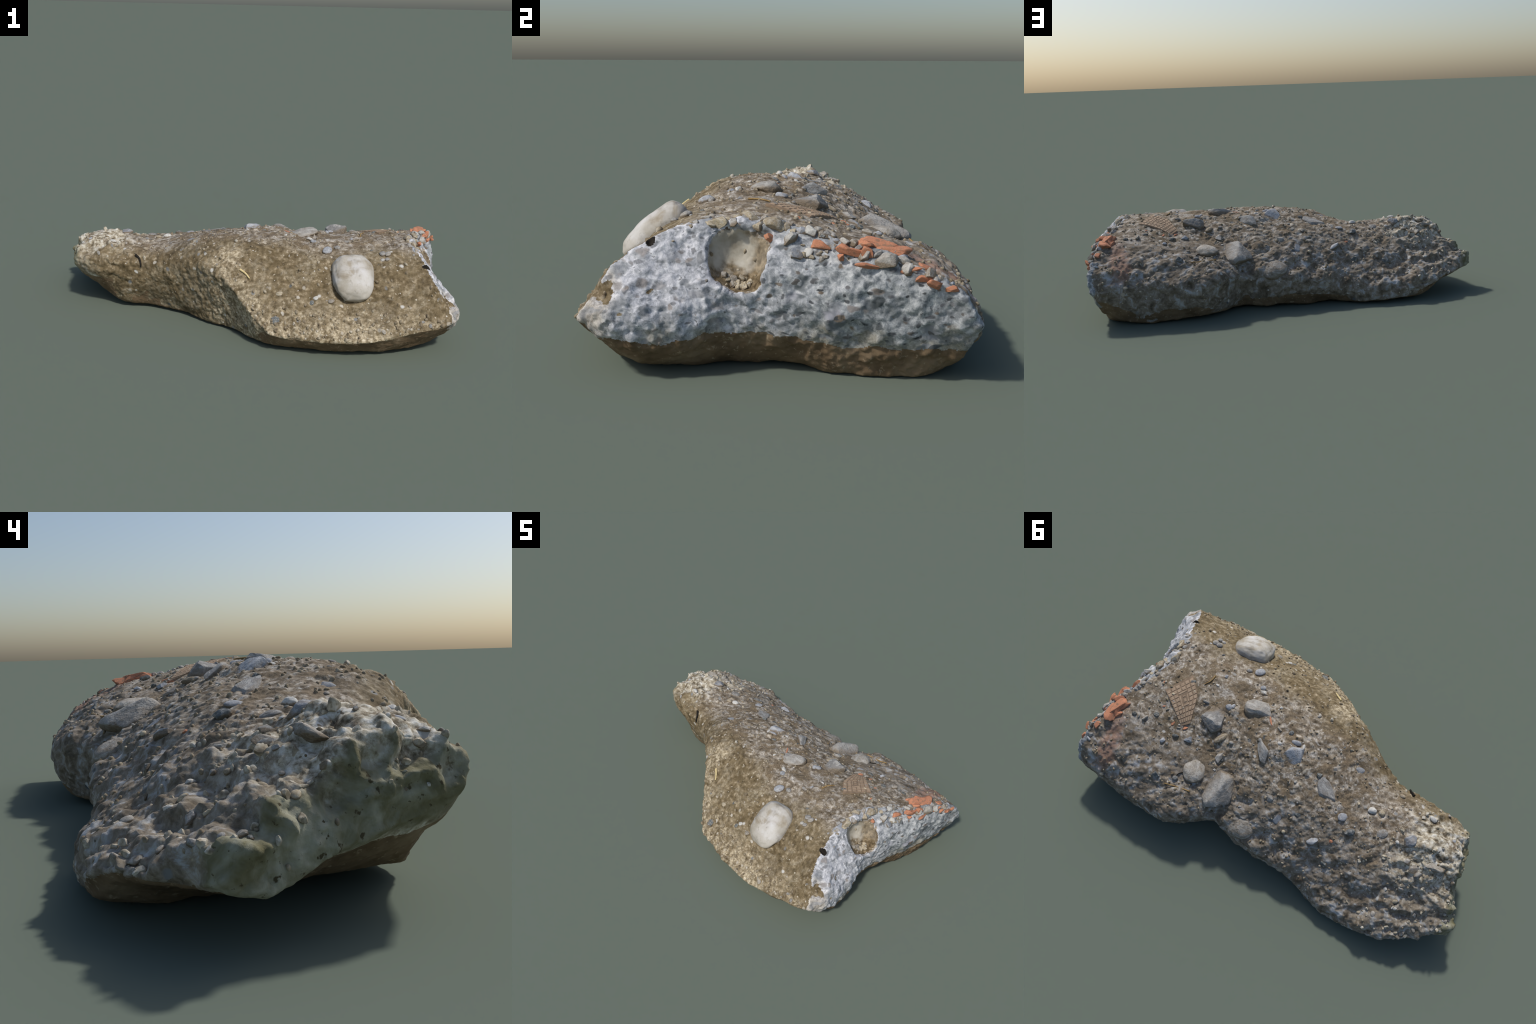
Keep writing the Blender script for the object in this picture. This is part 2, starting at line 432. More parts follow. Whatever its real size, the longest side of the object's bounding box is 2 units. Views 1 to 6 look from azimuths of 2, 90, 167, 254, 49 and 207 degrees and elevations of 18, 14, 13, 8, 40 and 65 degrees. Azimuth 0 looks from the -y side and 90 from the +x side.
def weathered_material():
    m = Mat("weathered_concrete", .92)
    w = m.warp(9, .05)
    big, mid, fine, grain = m.noise(3.2, 4), m.noise(11, 4, .6), m.noise(38, 5, .65), m.noise(130, 4, .7)
    # dusty grey-brown top
    flow = m.noise(16, 5, .65, 1.2)
    top = m.ramp(fine, [(.33, srgb(84, 74, 60)), (.44, srgb(120, 108, 92)), (.54, srgb(150, 139, 122)), (.65, srgb(198, 190, 177))])
    pale_top = m.ramp(grain, [(.32, srgb(122, 114, 103)), (.50, srgb(166, 158, 146)), (.66, srgb(212, 207, 198))])
    brown_top = m.ramp(grain, [(.30, srgb(94, 81, 64)), (.52, srgb(124, 110, 90)), (.72, srgb(152, 138, 116))])
    top = m.mix(m.step(flow, .51, .61), top, pale_top)
    top = m.mix(m.step(mid, .50, .40), top, brown_top)
    top = m.mix(m.math('MULTIPLY', m.step(m.noise(20, 5, .7, .8), .48, .38), .6), top, srgb(92, 80, 63))
    # olive dirt of the front slope and the front wall
    dirt = m.ramp(fine, [(.34, srgb(80, 68, 48)), (.46, srgb(110, 96, 71)), (.57, srgb(131, 116, 90)), (.68, srgb(176, 162, 136))])
    dirt = m.mix(m.math('MULTIPLY', m.step(flow, .56, .68), .6), dirt, m.ramp(grain, [(.3, srgb(114, 103, 84)), (.7, srgb(184, 174, 152))]))
    dirt = m.mix(m.math('MULTIPLY', m.step(mid, .44, .34), .6), dirt, srgb(90, 77, 54))
    dirt = m.mix(m.step(m.noise(6, 5, .65, .6), .46, .62), dirt, m.mix(.55, dirt, m.ramp(m.noise(55, 4, .7), [(.35, srgb(104, 92, 70)), (.5, srgb(146, 134, 110)), (.66, srgb(196, 186, 164))])))
    dirt = m.mix(m.math('MULTIPLY', m.step(m.noise(5, 4, .6, .4, m.mapped((1, 1, 1.3), (.4, .9, 0))), .50, .36), .7), dirt, m.mix(.55, dirt, srgb(76, 63, 42)))
    crumb = m.ramp(m.noise(75, 5, .7), [(.32, srgb(102, 90, 68)), (.44, srgb(150, 136, 110)), (.56, srgb(198, 184, 157)), (.72, srgb(226, 217, 196))])
    wob = m.math('MULTIPLY_ADD', m.noise(7, 4), .22, -.11)
    wob2 = m.math('MULTIPLY_ADD', m.noise(24, 5, .65), .20, -.10)
    # front boundary: a slanted line, further forward on the narrow half
    ylimit = m.math('MULTIPLY_ADD', m.x, -.26, -.15)
    ydist = m.math('SUBTRACT', m.math('ADD', m.y, wob), m.math('MAXIMUM', ylimit, -.24))
    front = m.step(ydist, .06, -.06)
    # pale crumbly lip along the lower front edge and on the ridge
    zz = m.math('ADD', m.math('ADD', m.z, wob), wob2)
    lip = m.math('MULTIPLY', m.step(zz, .25, .10), m.step(m.math('ADD', m.x, wob), -.02, .08))
    # distance from the arris that runs down the front, and the worn white patch at its head
    d_arris = m.math('ADD', m.math('MULTIPLY', m.math('ADD', m.math('ADD', m.x, m.y), .45), .7), m.math('MULTIPLY', wob2, .7))
    ridge = m.math('MULTIPLY', m.math('MULTIPLY', m.step(d_arris, -.012, .004), m.step(d_arris, .085, .02)), m.math('MULTIPLY', m.step(m.y, -.20, -.27), m.step(m.x, -.22, -.14)))
    hx, hy = m.math('ADD', m.x, .075), m.math('ADD', m.y, .26)
    head = m.step(m.math('ADD', m.math('SQRT', m.math('ADD', m.math('MULTIPLY', hx, hx), m.math('MULTIPLY', hy, hy))), wob2), .085, .03)
    ridge = m.math('MAXIMUM', ridge, head)
    pale = m.math('MULTIPLY', m.math('MAXIMUM', lip, ridge), m.step(m.noise(26, 5, .7), .36, .60))
    dirt = m.mix(pale, dirt, crumb)
    col = m.mix(front, top, dirt)
    # grey-white gravel of the narrow end
    gravel = m.ramp(fine, [(.33, srgb(88, 79, 63)), (.42, srgb(138, 127, 107)), (.52, srgb(190, 182, 163)), (.63, srgb(222, 219, 209))])
    g = m.math('MULTIPLY', m.step(m.math('ADD', m.x, wob), -.56, -.70), m.step(m.math('ADD', m.y, wob), -.04, .03))
    col = m.mix(m.math('MULTIPLY', g, m.step(flow, .34, .50)), col, gravel)
    # bluish-grey stony patches down the back
    back = m.step(m.math('ADD', m.y, wob), .22, .42)
    backc = m.ramp(m.noise(24, 5, .65, .6), [(.32, srgb(74, 66, 55)), (.43, srgb(112, 102, 88)), (.53, srgb(140, 130, 116)), (.62, srgb(168, 168, 166)), (.72, srgb(190, 194, 199))])
    col = m.mix(m.math('MULTIPLY', back, .8), col, backc)
    # embedded grit
    col = speckle(m, col, 30, .13, .36, [(0, srgb(86, 88, 88)), (.35, srgb(142, 142, 140)), (.6, srgb(176, 166, 148)), (1, srgb(200, 198, 192))], w)
    col = speckle(m, col, 75, .16, .34, [(0, srgb(74, 70, 62)), (.4, srgb(150, 138, 118)), (.7, srgb(186, 174, 150)), (1, srgb(208, 204, 196))], m.warp(30, .025))
    # red brick dust beside the brick fragments
    dx = m.math('MULTIPLY', m.math('ADD', m.x, -.84), 1.0)
    dy = m.math('ADD', m.y, -.40)
    r = m.math('SQRT', m.math('ADD', m.math('MULTIPLY', m.math('MULTIPLY', dx, dx), 6.0), m.math('MULTIPLY', dy, dy)))
    dust = m.math('MULTIPLY', m.step(m.math('ADD', r, wob), .17, .07), m.step(fine, .3, .5))
    col = m.mix(m.math('MULTIPLY', dust, .62), col, m.ramp(fine, [(.35, srgb(126, 96, 80)), (.65, srgb(176, 138, 118))]))
    # green-grey film on the broken narrow end
    e = m.step(m.math('ADD', m.math('ADD', m.x, m.math('MULTIPLY', m.y, .17)), m.math('MULTIPLY', wob, .25)), -.855, -.885)
    film = m.ramp(m.noise(13, 4, .6, .5), [(.30, srgb(88, 84, 58)), (.45, srgb(120, 116, 90)), (.58, srgb(146, 144, 124)), (.72, srgb(172, 170, 152))])
    film = m.mix(m.step(m.noise(70, 3), .62, .70), film, srgb(78, 70, 50))
    col = m.mix(e, col, film)
    nrm = m.bump(grain, .45, .003)
    nrm = m.bump(fine, .35, .008, nrm)
    return m.done(col, nrm)

def fracture_material():
    m = Mat("fresh_fracture", .88)
    w = m.warp(60, .014, m.warp(16, .06, m.mapped((1, .8, 1.2))))
    fine, mid, grain = m.noise(48, 6, .72, .5), m.noise(8, 4, .6), m.noise(140, 4, .7)
    paste = m.ramp(fine, [(.33, srgb(128, 131, 134)), (.43, srgb(172, 174, 178)), (.53, srgb(204, 204, 208)), (.66, srgb(230, 230, 230))])
    grey = m.ramp(fine, [(.34, srgb(98, 104, 106)), (.48, srgb(144, 149, 150)), (.62, srgb(190, 192, 190))])
    # the far half is a little greyer, the lower edge tan
    far = m.step(m.math('ADD', m.y, m.math('MULTIPLY_ADD', mid, .5, -.25)), -.15, .15)
    col = m.mix(m.math('MULTIPLY', far, .75), paste, grey)
    tan = m.step(m.math('ADD', m.z, m.math('MULTIPLY_ADD', m.noise(12, 4), .24, -.12)), .17, .10)
    col = m.mix(m.math('MULTIPLY', tan, .7), col, m.ramp(grain, [(.35, srgb(116, 108, 90)), (.7, srgb(182, 176, 158))]))
    tip = m.step(m.math('ADD', m.y, m.math('MULTIPLY_ADD', m.noise(14, 3), .2, -.1)), -.42, -.50)
    col = m.mix(m.math('MULTIPLY', tip, .65), col, m.ramp(fine, [(.35, srgb(128, 114, 92)), (.65, srgb(196, 186, 166))]))
    clean = col
    blotch = m.noise(17, 5, .7, .8)
    col = m.mix(m.math('MULTIPLY', m.step(blotch, .50, .60), .75), col, m.ramp(grain, [(.3, srgb(104, 109, 111)), (.7, srgb(150, 153, 155))]))
    col = speckle(m, col, 13, .36, .44, [(0, srgb(108, 113, 116)), (.5, srgb(136, 140, 142)), (1, srgb(156, 156, 164))], w)
    col = speckle(m, col, 24, .40, .46, [(0, srgb(78, 83, 85)), (.35, srgb(118, 123, 125)), (.7, srgb(146, 148, 152)), (1, srgb(122, 106, 88))], w)
    col = speckle(m, col, 46, .30, .44, [(0, srgb(56, 58, 60)), (.5, srgb(98, 100, 103)), (1, srgb(128, 113, 96))], w)
    col = m.mix(m.math('MULTIPLY_ADD', far, -.30, .32), col, clean)
    pits = m.step(m.noise(70, 3, .6), .66, .72)
    col = m.mix(m.math('MULTIPLY', pits, .7), col, srgb(76, 76, 76))
    nrm = m.bump(grain, .4, .003)
    nrm = m.bump(fine, .25, .005, nrm)
    return m.done(col, nrm)

def socket_material():
    m = Mat("socket_mortar", .9)
    f, g = m.noise(20, 4), m.noise(60, 4)
    col = m.ramp(f, [(.3, srgb(150, 142, 126)), (.55, srgb(184, 178, 164)), (.75, srgb(202, 198, 188))])
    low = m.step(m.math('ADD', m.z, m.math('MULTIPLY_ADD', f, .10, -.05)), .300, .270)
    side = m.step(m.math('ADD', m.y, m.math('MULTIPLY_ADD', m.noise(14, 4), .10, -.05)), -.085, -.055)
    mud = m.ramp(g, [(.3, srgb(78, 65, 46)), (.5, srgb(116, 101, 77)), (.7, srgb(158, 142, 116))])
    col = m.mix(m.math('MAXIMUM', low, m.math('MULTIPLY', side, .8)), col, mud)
    return m.done(col, m.bump(g, .3, .005))

def soil_material():
    m = Mat("packed_soil", .95)
    f, g = m.noise(9, 5, .6), m.noise(60, 4, .6)
    col = m.ramp(f, [(.3, srgb(92, 76, 56)), (.5, srgb(118, 99, 76)), (.72, srgb(142, 124, 100))])
    col = m.mix(m.step(g, .58, .7), col, srgb(156, 140, 116))
    return m.done(col, m.bump(g, .4, .005))

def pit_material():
    m = Mat("hole_painted_dark", .9)
    return m.done(m.ramp(m.noise(60, 3), [(.3, srgb(26, 23, 19)), (.7, srgb(44, 38, 31))]))  # near-black base colour paints the shadow inside the shallow hole

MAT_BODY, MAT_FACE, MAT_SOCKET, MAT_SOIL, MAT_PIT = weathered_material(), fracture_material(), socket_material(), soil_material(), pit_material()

# ------------------------------------------------------------------ split the body by region (one continuous surface)
THING = bpy.data.objects.new("concrete_rubble", None)
bpy.context.scene.collection.objects.link(THING)
THING["label"] = "broken wedge of weathered concrete rubble with embedded stones and brick"
THING["category"] = "concrete rubble"

def child(name, mesh, parent=THING):
    o = bpy.data.objects.new(name, mesh)
    o.parent = parent
    bpy.context.scene.collection.objects.link(o)
    return o

def split_body():
    me = core.data
    p = co(me); n = normals(me); calm = SMOOTH_N
    nf = len(me.polygons)
    c = np.empty(nf * 3, np.float32); me.polygons.foreach_get("center", c); c = c.reshape(-1, 3).astype(float)
    fn = np.empty(nf * 3, np.float32); me.polygons.foreach_get("normal", fn); fn = fn.reshape(-1, 3).astype(float)
    ln = np.empty(nf, np.int32); me.polygons.foreach_get("loop_total", ln)
    lv = np.empty(len(me.loops), np.int32); me.loops.foreach_get("vertex_index", lv)
    vn = calm[lv]
    first = np.concatenate([[0], np.cumsum(ln)[:-1]])
    sm = np.add.reduceat(vn, first, axis=0); sm /= np.linalg.norm(sm, axis=1)[:, None]
    wob = fbm(c, 26, 3, 91)
    x, y, z = c.T
    region = np.zeros(nf, int)                                        # 0 crust on top
    region[(sm[:, 2] < .35) & (y < .0)] = 1                           # front flank
    region[(y < -.22) & (x > -.12) & (sm[:, 2] >= -.25)] = 1
    region[(sm[:, 2] < .35) & (y >= .0)] = 2                          # back flank
    region[(sm[:, 2] < -.40 + .1 * wob) & (z < .16)] = 4              # underside
    region[(x + .17 * y < -.850) & (sm[:, 0] < -.35)] = 3             # broken narrow end
    gap = x - face_x(c[:, 1:])
    foot = np.interp(y, [-.55, -.45, -.30, -.14, .02, .16, .30, .55], [.120, .118, .105, .125, .120, .095, .093, .100])
    ragged = .012 * wob + .013 * fbm(c, 8, 2, 93)
    region[(gap > -.020 + ragged) & (x > .78) & (sm[:, 0] > .10) & (z > foot + .014 * wob)] = 5
    s = np.linalg.norm((c - np.array(SOCKET)) / np.array(SOCKET_R), axis=1)
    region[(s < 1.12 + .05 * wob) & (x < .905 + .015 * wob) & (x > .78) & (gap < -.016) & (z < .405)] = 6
    region[(gap > -.05) & (x > .80) & (z < foot + .014 * wob) & (sm[:, 0] > .1) & (y > -.45)] = 4
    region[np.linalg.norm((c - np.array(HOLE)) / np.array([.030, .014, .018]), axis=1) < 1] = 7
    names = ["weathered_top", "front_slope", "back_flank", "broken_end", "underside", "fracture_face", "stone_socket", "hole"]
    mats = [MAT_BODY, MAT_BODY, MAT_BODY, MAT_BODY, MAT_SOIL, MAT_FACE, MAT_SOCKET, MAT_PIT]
    start = first
    out = []
    for k, (name, mat) in enumerate(zip(names, mats)):
        sel = np.nonzero(region == k)[0]
        if not len(sel):
            continue
        polys = [lv[start[i]:start[i] + ln[i]] for i in sel]
        used = np.unique(np.concatenate(polys))
        remap = np.full(len(p), -1); remap[used] = np.arange(len(used))
        m2 = bpy.data.meshes.new(name)
        m2.from_pydata([tuple(v) for v in p[used]], [], [tuple(remap[q]) for q in polys])
        m2.polygons.foreach_set("use_smooth", np.ones(len(sel), bool))
        m2.update()
        m2.normals_split_custom_set_from_vertices([tuple(v) for v in n[used]])
        m2.materials.append(mat)
        out.append(child(name, m2))
    return out

split_body()
BODY_P, BODY_N = co(core.data), normals(core.data)
_polys = np.empty(len(core.data.loops), np.int32); core.data.loops.foreach_get("vertex_index", _polys)
BVH = BVHTree.FromPolygons([Vector(v) for v in BODY_P], [tuple(f.vertices) for f in core.data.polygons])

# ------------------------------------------------------------------ stones
def stone_mesh(name, kind, seed, mat, level=4):
    rs = np.random.default_rng(seed)
    bm = bmesh.new()
    bmesh.ops.create_icosphere(bm, subdivisions=level, radius=1)
    me = bpy.data.meshes.new(name); bm.to_mesh(me); bm.free()
    v = co(me)
    u = v / np.linalg.norm(v, axis=1)[:, None]
    if kind == "round":
        r = 1 + .16 * fbm(u + seed * 3.1, 1.1, 2, seed) + .03 * fbm(u + seed, 4, 2, seed)
        v = u * r[:, None]
    else:                                   # angular: a ball cut by random planes, edges softened
        k = rs.normal(size=(13, 3)); k /= np.linalg.norm(k, axis=1)[:, None]
        h = rs.uniform(.48, .84, 13)
        dots = u @ k.T
        cut = np.where(dots > .05, h / np.maximum(dots, .05), 9)
        cut = np.concatenate([cut, np.ones((len(u), 1))], 1)
        r = -np.log(np.exp(-cut * 60).sum(1)) / 60          # soft minimum: planes with worn edges
        v = u * (r * (1 + .05 * fbm(u + seed, 3.5, 3, seed)))[:, None]
    put(me, v)
    me.polygons.foreach_set("use_smooth", np.ones(len(me.polygons), bool))
    if kind != "round":
        me.set_sharp_from_angle(angle=math.radians(28))
    me.materials.append(mat)
    return me

def stone_material(name, stops, dirt=.35, tint=True):
    """gravel; each stone draws its own shade, and mud clings round its buried foot"""
    m = Mat(name, .85)
    rnd = m.random()
    off = m.t.nodes.new("ShaderNodeVectorMath"); off.operation = 'ADD'
    m.link(m.obj, off.inputs[0]); m.link(m.math('MULTIPLY', rnd, 37.0), off.inputs[1])
    v = off.outputs[0]
    f, g = m.noise(2.4, 5, .65, .4, v), m.noise(9, 4, .65, 0, v)
    base = m.ramp(rnd, stops)
    col = m.mix(m.step(f, .44, .62), base, m.mix(.35, base, srgb(222, 220, 214)))
    col = m.mix(m.math('MULTIPLY', m.step(g, .54, .66), .55), col, m.mix(.55, base, srgb(74, 68, 58)))
    mud = m.ramp(g, [(.3, srgb(96, 83, 65)), (.7, srgb(146, 131, 110))])
    col = m.mix(m.math('MULTIPLY', m.step(m.noise(1.7, 4, .6, .5, v), .50, .62), dirt), col, mud)
    foot = m.step(m.math('MULTIPLY_ADD', f, -.9, m.z), -.02, -.38)
    col = m.mix(m.math('MULTIPLY', foot, .9), col, mud)
    return m.done(col, m.bump(g, .35, .05))

MAT_GREY = stone_material("grey_gravel", [(0, srgb(134, 132, 128)), (.4, srgb(156, 154, 150)), (.7, srgb(168, 163, 154)), (1, srgb(188, 186, 180))])
MAT_BLUE = stone_material("blue_grey_gravel", [(0, srgb(132, 136, 142)), (.5, srgb(156, 160, 166)), (1, srgb(180, 184, 190))])
MAT_DARK = stone_material("dark_gravel", [(0, srgb(70, 76, 76)), (.5, srgb(92, 98, 98)), (1, srgb(110, 114, 114))])
MAT_WHITE = stone_material("white_gravel", [(0, srgb(200, 198, 190)), (1, srgb(222, 220, 214))], .2)
MAT_TAN = stone_material("tan_gravel", [(0, srgb(150, 136, 112)), (.5, srgb(178, 164, 138)), (1, srgb(204, 190, 160))])
MAT_DUSTY = stone_material("dusty_gravel", [(0, srgb(146, 138, 126)), (1, srgb(172, 165, 153))], .6)

MESHES = {}
def stone_data(kind, i, mat, label):
    key = (kind, i, mat.name, label)
    if key not in MESHES:
        MESHES[key] = stone_mesh(label, kind, 100 + i * 7 + (50 if kind == "round" else 0), mat, 5 if label == "stone" else 4 if label != "pebble" else 3)
    return MESHES[key]

def surface(x, y, z):
    """nearest point and normal of the body"""
    loc, nor, _, _ = BVH.find_nearest(Vector((x, y, z)))
    return loc, nor

def place(name, kind, i, mat, at, length, width, height, heading, proud=.5, tilt=(0, 0)):
    """stone lying on the surface near 'at': heading = direction of its long axis in plan (degrees)"""
    loc, nor = surface(*at)
    nor = (nor + Vector((0, 0, .35))).normalized()
    a = Vector((math.cos(math.radians(heading)), math.sin(math.radians(heading)), 0))
    a = (a - nor * a.dot(nor)).normalized()
    b = nor.cross(a)
    rot = Matrix((a, b, nor)).transposed().to_4x4()
    o = child(name, stone_data(kind, i, mat, name))
    o.matrix_local = (Matrix.Translation(loc + nor * height * (proud - .5)) @ rot
                      @ Euler((math.radians(tilt[0]), math.radians(tilt[1]), 0)).to_matrix().to_4x4()
                      @ Matrix.Diagonal((length / 2, width / 2, height / 2 * 1.0, 1)))
    return o

# stones that can be told apart in the pictures
NAMED = [
    # kind, shape, material, position, length, width, height, heading, proud
    ("angular", 41, MAT_GREY, (.450, .105, .380), .170, .135, .110, 60, .52),
    ("angular", 30, MAT_GREY, (.250, -.040, .405), .190, .125, .085, 10, .42),
    ("angular", 3, MAT_BLUE, (.013, .078, .400), .125, .110, .065, 80, .42),
    ("angular", 31, MAT_GREY, (.145, .135, .380), .155, .080, .070, 130, .44),
    ("angular", 32, MAT_GREY, (.245, .365, .295), .270, .185, .180, 100, .48),
    ("round", 5, MAT_DUSTY, (.410, .340, .300), .150, .110, .070, 110, .30),
    ("round", 6, MAT_DUSTY, (.085, .450, .190), .140, .120, .070, 20, .22),
    ("angular", 33, MAT_GREY, (-.215, .155, .355), .170, .100, .060, 140, .34),
    ("angular", 4, MAT_DARK, (-.139, .108, .375), .040, .032, .030, 10, .55),
    ("angular", 5, MAT_DARK, (-.381, .262, .313), .060, .048, .045, 40, .55),
    ("round", 7, MAT_WHITE, (-.431, .123, .338), .042, .032, .030, 30, .55),
    ("round", 8, MAT_TAN, (-.475, .112, .330), .032, .030, .024, 30, .55),
    ("angular", 6, MAT_DARK, (-.135, .304, .305), .060, .040, .026, 30, .40),
    ("angular", 7, MAT_DARK, (-.507, .443, .180), .070, .055, .035, 30, .36),
    ("angular", 8, MAT_DARK, (-.337, .426, .200), .090, .060, .030, 30, .32),
    ("angular", 2, MAT_DARK, (.557, .456, .280), .055, .050, .030, 30, .42),
    ("round", 9, MAT_DARK, (.472, .422, .272), .028, .026, .018, 30, .50),
    ("angular", 9, MAT_DARK, (.571, .256, .340), .045, .024, .022, 20, .50),
    ("angular", 10, MAT_BLUE, (.500, .245, .345), .060, .038, .028, 60, .48),
    ("round", 10, MAT_TAN, (.365, .165, .360), .075, .034, .030, 62, .50),
    ("round", 11, MAT_BLUE, (.380, -.233, .395), .056, .040, .034, 70, .60),
    ("round", 12, MAT_GREY, (.425, -.205, .395), .030, .024, .020, 10, .55),
    ("angular", 11, MAT_WHITE, (.297, -.124, .405), .058, .034, .036, 150, .60),
    ("round", 13, MAT_BLUE, (.315, -.150, .400), .030, .028, .022, 0, .50),
    ("round", 14, MAT_BLUE, (.405, .020, .400), .034, .030, .022, 0, .55),
    ("round", 15, MAT_BLUE, (.375, .010, .400), .030, .024, .020, 90, .55),
    ("angular", 12, MAT_WHITE, (.185, -.090, .405), .024, .020, .022, 0, .60),
    ("round", 16, MAT_GREY, (.662, -.265, .390), .034, .028, .024, 60, .60),
    ("round", 17, MAT_GREY, (.636, -.262, .385), .034, .030, .026, 20, .60),
    ("round", 18, MAT_GREY, (.655, -.300, .372), .024, .022, .018, 20, .60),
    ("round", 19, MAT_GREY, (.635, -.296, .370), .022, .020, .016, 20, .60),
    ("round", 20, MAT_DARK, (.141, -.513, .150), .044, .038, .016, 100, .42),
    ("round", 21, MAT_WHITE, (.324, -.442, .230), .022, .026, .014, 100, .50),
    ("round", 22, MAT_TAN, (.159, -.419, .237), .034, .024, .014, 10, .46),
    ("round", 23, MAT_DARK, (.305, -.455, .215), .030, .024, .012, 80, .42),
    ("round", 24, MAT_DUSTY, (.395, -.455, .220), .024, .032, .012, 90, .45),
    ("angular", 13, MAT_WHITE, (.855, .093, .397), .042, .034, .030, 30, .60),
    ("angular", 14, MAT_GREY, (.880, .030, .390), .055, .040, .040, 80, .55),
    ("angular", 15, MAT_BLUE, (.915, .055, .370), .045, .040, .045, 80, .45),
    ("angular", 16, MAT_GREY, (.955, .285, .345), .070, .050, .050, 80, .45),
    ("angular", 17, MAT_GREY, (.940, .225, .358), .050, .040, .040, 80, .45),
    ("angular", 18, MAT_GREY, (.965, .335, .330), .045, .045, .040, 80, .50),
    ("angular", 19, MAT_DUSTY, (.970, .395, .310), .040, .040, .035, 80, .50),
    ("angular", 20, MAT_TAN, (.780, -.070, .412), .080, .050, .040, 60, .45),
    ("angular", 21, MAT_TAN, (.800, -.160, .405), .060, .045, .040, 60, .45),
    ("angular", 22, MAT_TAN, (.815, -.010, .405), .060, .050, .045, 60, .45),
    ("round", 25, MAT_WHITE, (-.698, .018, .321), .042, .024, .024, 160, .62),
    ("angular", 23, MAT_BLUE, (-.655, .170, .335), .090, .060, .045, 40, .45),
    ("round", 26, MAT_DARK, (.700, .215, .372), .030, .028, .016, 0, .50),
    ("round", 27, MAT_DARK, (.800, .260, .360), .026, .022, .018, 0, .55),
    ("round", 28, MAT_BLUE, (.030, .020, .405), .050, .026, .022, 10, .48),
    ("round", 29, MAT_DARK, (.075, -.010, .405), .028, .022, .020, 60, .55),
    ("angular", 24, MAT_BLUE, (-.06, .36, .270), .090, .060, .030, 130, .35),
    ("angular", 25, MAT_GREY, (.02, .30, .310), .055, .045, .026, 100, .42),
    ("angular", 26, MAT_BLUE, (-.255, .36, .255), .075, .055, .030, 20, .38),
    ("round", 30, MAT_BLUE, (-.325, .215, .325), .050, .040, .020, 50, .40),
    ("round", 31, MAT_GREY, (-.520, .200, .325), .060, .045, .026, 50, .42),
    ("round", 32, MAT_BLUE, (-.290, -.02, .350), .050, .030, .016, 20, .40),
    ("angular", 27, MAT_DARK, (-.60, .330, .250), .050, .034, .026, 20, .42),
    ("angular", 28, MAT_DUSTY, (-.80, .215, .310), .110, .070, .050, 40, .42),
    ("angular", 29, MAT_DUSTY, (-.72, .260, .290), .090, .060, .045, 20, .42),
    ("angular", 34, MAT_GREY, (.33, .24, .33), .07, .05, .04, 100, .42),
]
for kind, i, mat, at, l, w, h, head, proud in NAMED:
    place("stone", kind, i, mat, at, l, w, h, head, proud)

# the big pale river stone
def boulder_material():
    m = Mat("river_stone", .75)
    f, g, h = m.noise(6, 5, .6), m.noise(26, 5, .65), m.noise(90, 4, .6)
    col = m.ramp(f, [(.30, srgb(146, 138, 122)), (.46, srgb(172, 166, 154)), (.60, srgb(192, 188, 180)), (.78, srgb(210, 210, 210))])
    col = m.mix(m.math('MULTIPLY', m.step(g, .54, .66), .6), col, srgb(146, 140, 128))
    smear = m.step(m.noise(8, 4, .6, 1.0, m.mapped((1, 1, 1), (.6, .3, 1.0))), .52, .72)
    col = m.mix(m.math('MULTIPLY', smear, .65), col, m.ramp(g, [(.3, srgb(116, 102, 76)), (.7, srgb(158, 142, 114))]))
    col = m.mix(m.math('MULTIPLY', m.step(m.noise(14, 4), .5, .7), .3), col, srgb(222, 222, 224))
    col = m.mix(m.math('MULTIPLY', m.step(h, .62, .7), .4), col, srgb(120, 116, 108))
    return m.done(col, m.bump(g, .25, .006))

def boulder():
    me = stone_mesh("river_stone", "round", 3, boulder_material(), 5)
    v = co(me)
    u = v / np.linalg.norm(v, axis=1)[:, None]
    r = 1 + .13 * fbm(u + 4.2, 1.5, 3, 5)
    q = np.sign(u) * np.abs(u) ** .86                      # squarish river pebble
    q = q / (np.abs(q) ** 2.4).sum(1)[:, None] ** (1 / 2.4)
    v = q * r[:, None]
    centre = Vector((.492, -.378, .318))
    nor = Vector((.02, -.60, .80)).normalized()
    a = Vector((1, 0, 0)); a = (a - nor * a.dot(nor)).normalized()
    b = nor.cross(a)
    M = np.array(Matrix((a, b, nor)).transposed())
    v = (v * np.array([.096, .120, .056])) @ M.T + np.array(centre)
    v += .004 * fbm(v, 20, 3, 71)[:, None] * np.array(nor)
    put(me, v)
    child("river_stone", me)
boulder()

# ------------------------------------------------------------------ loose pebbles and grit
def scatter(count, rng, weight):
    area_pick = rng.integers(0, len(BODY_P), count * 12)
    w = weight(BODY_P[area_pick], BODY_N[area_pick])
    keep = area_pick[rng.random(len(area_pick)) < w]
    return keep[:count]

def pebble_weight(p, n):
    x, y, z = p.T
    top = smooth(.45, .75, n[:, 2])
    w = .28 * top * smooth(-.28, -.10, y)
    w += 1.0 * smooth(-.58, -.72, x) * top
    w += .45 * smooth(-.30, .0, x) * smooth(.30, .10, np.abs(y - .05)) * top
    w += .45 * smooth(.20, .12, z) * (y < -.3) * (x > 0) * smooth(.2, .5, n[:, 2])
    w += .15 * (y < -.2) * top
    w += .4 * smooth(.03, .0, np.abs(x - face_x(p[:, 1:]))) * (z > .33)
    return np.clip(w, 0, 1) * (x < .93) * (z > .08)

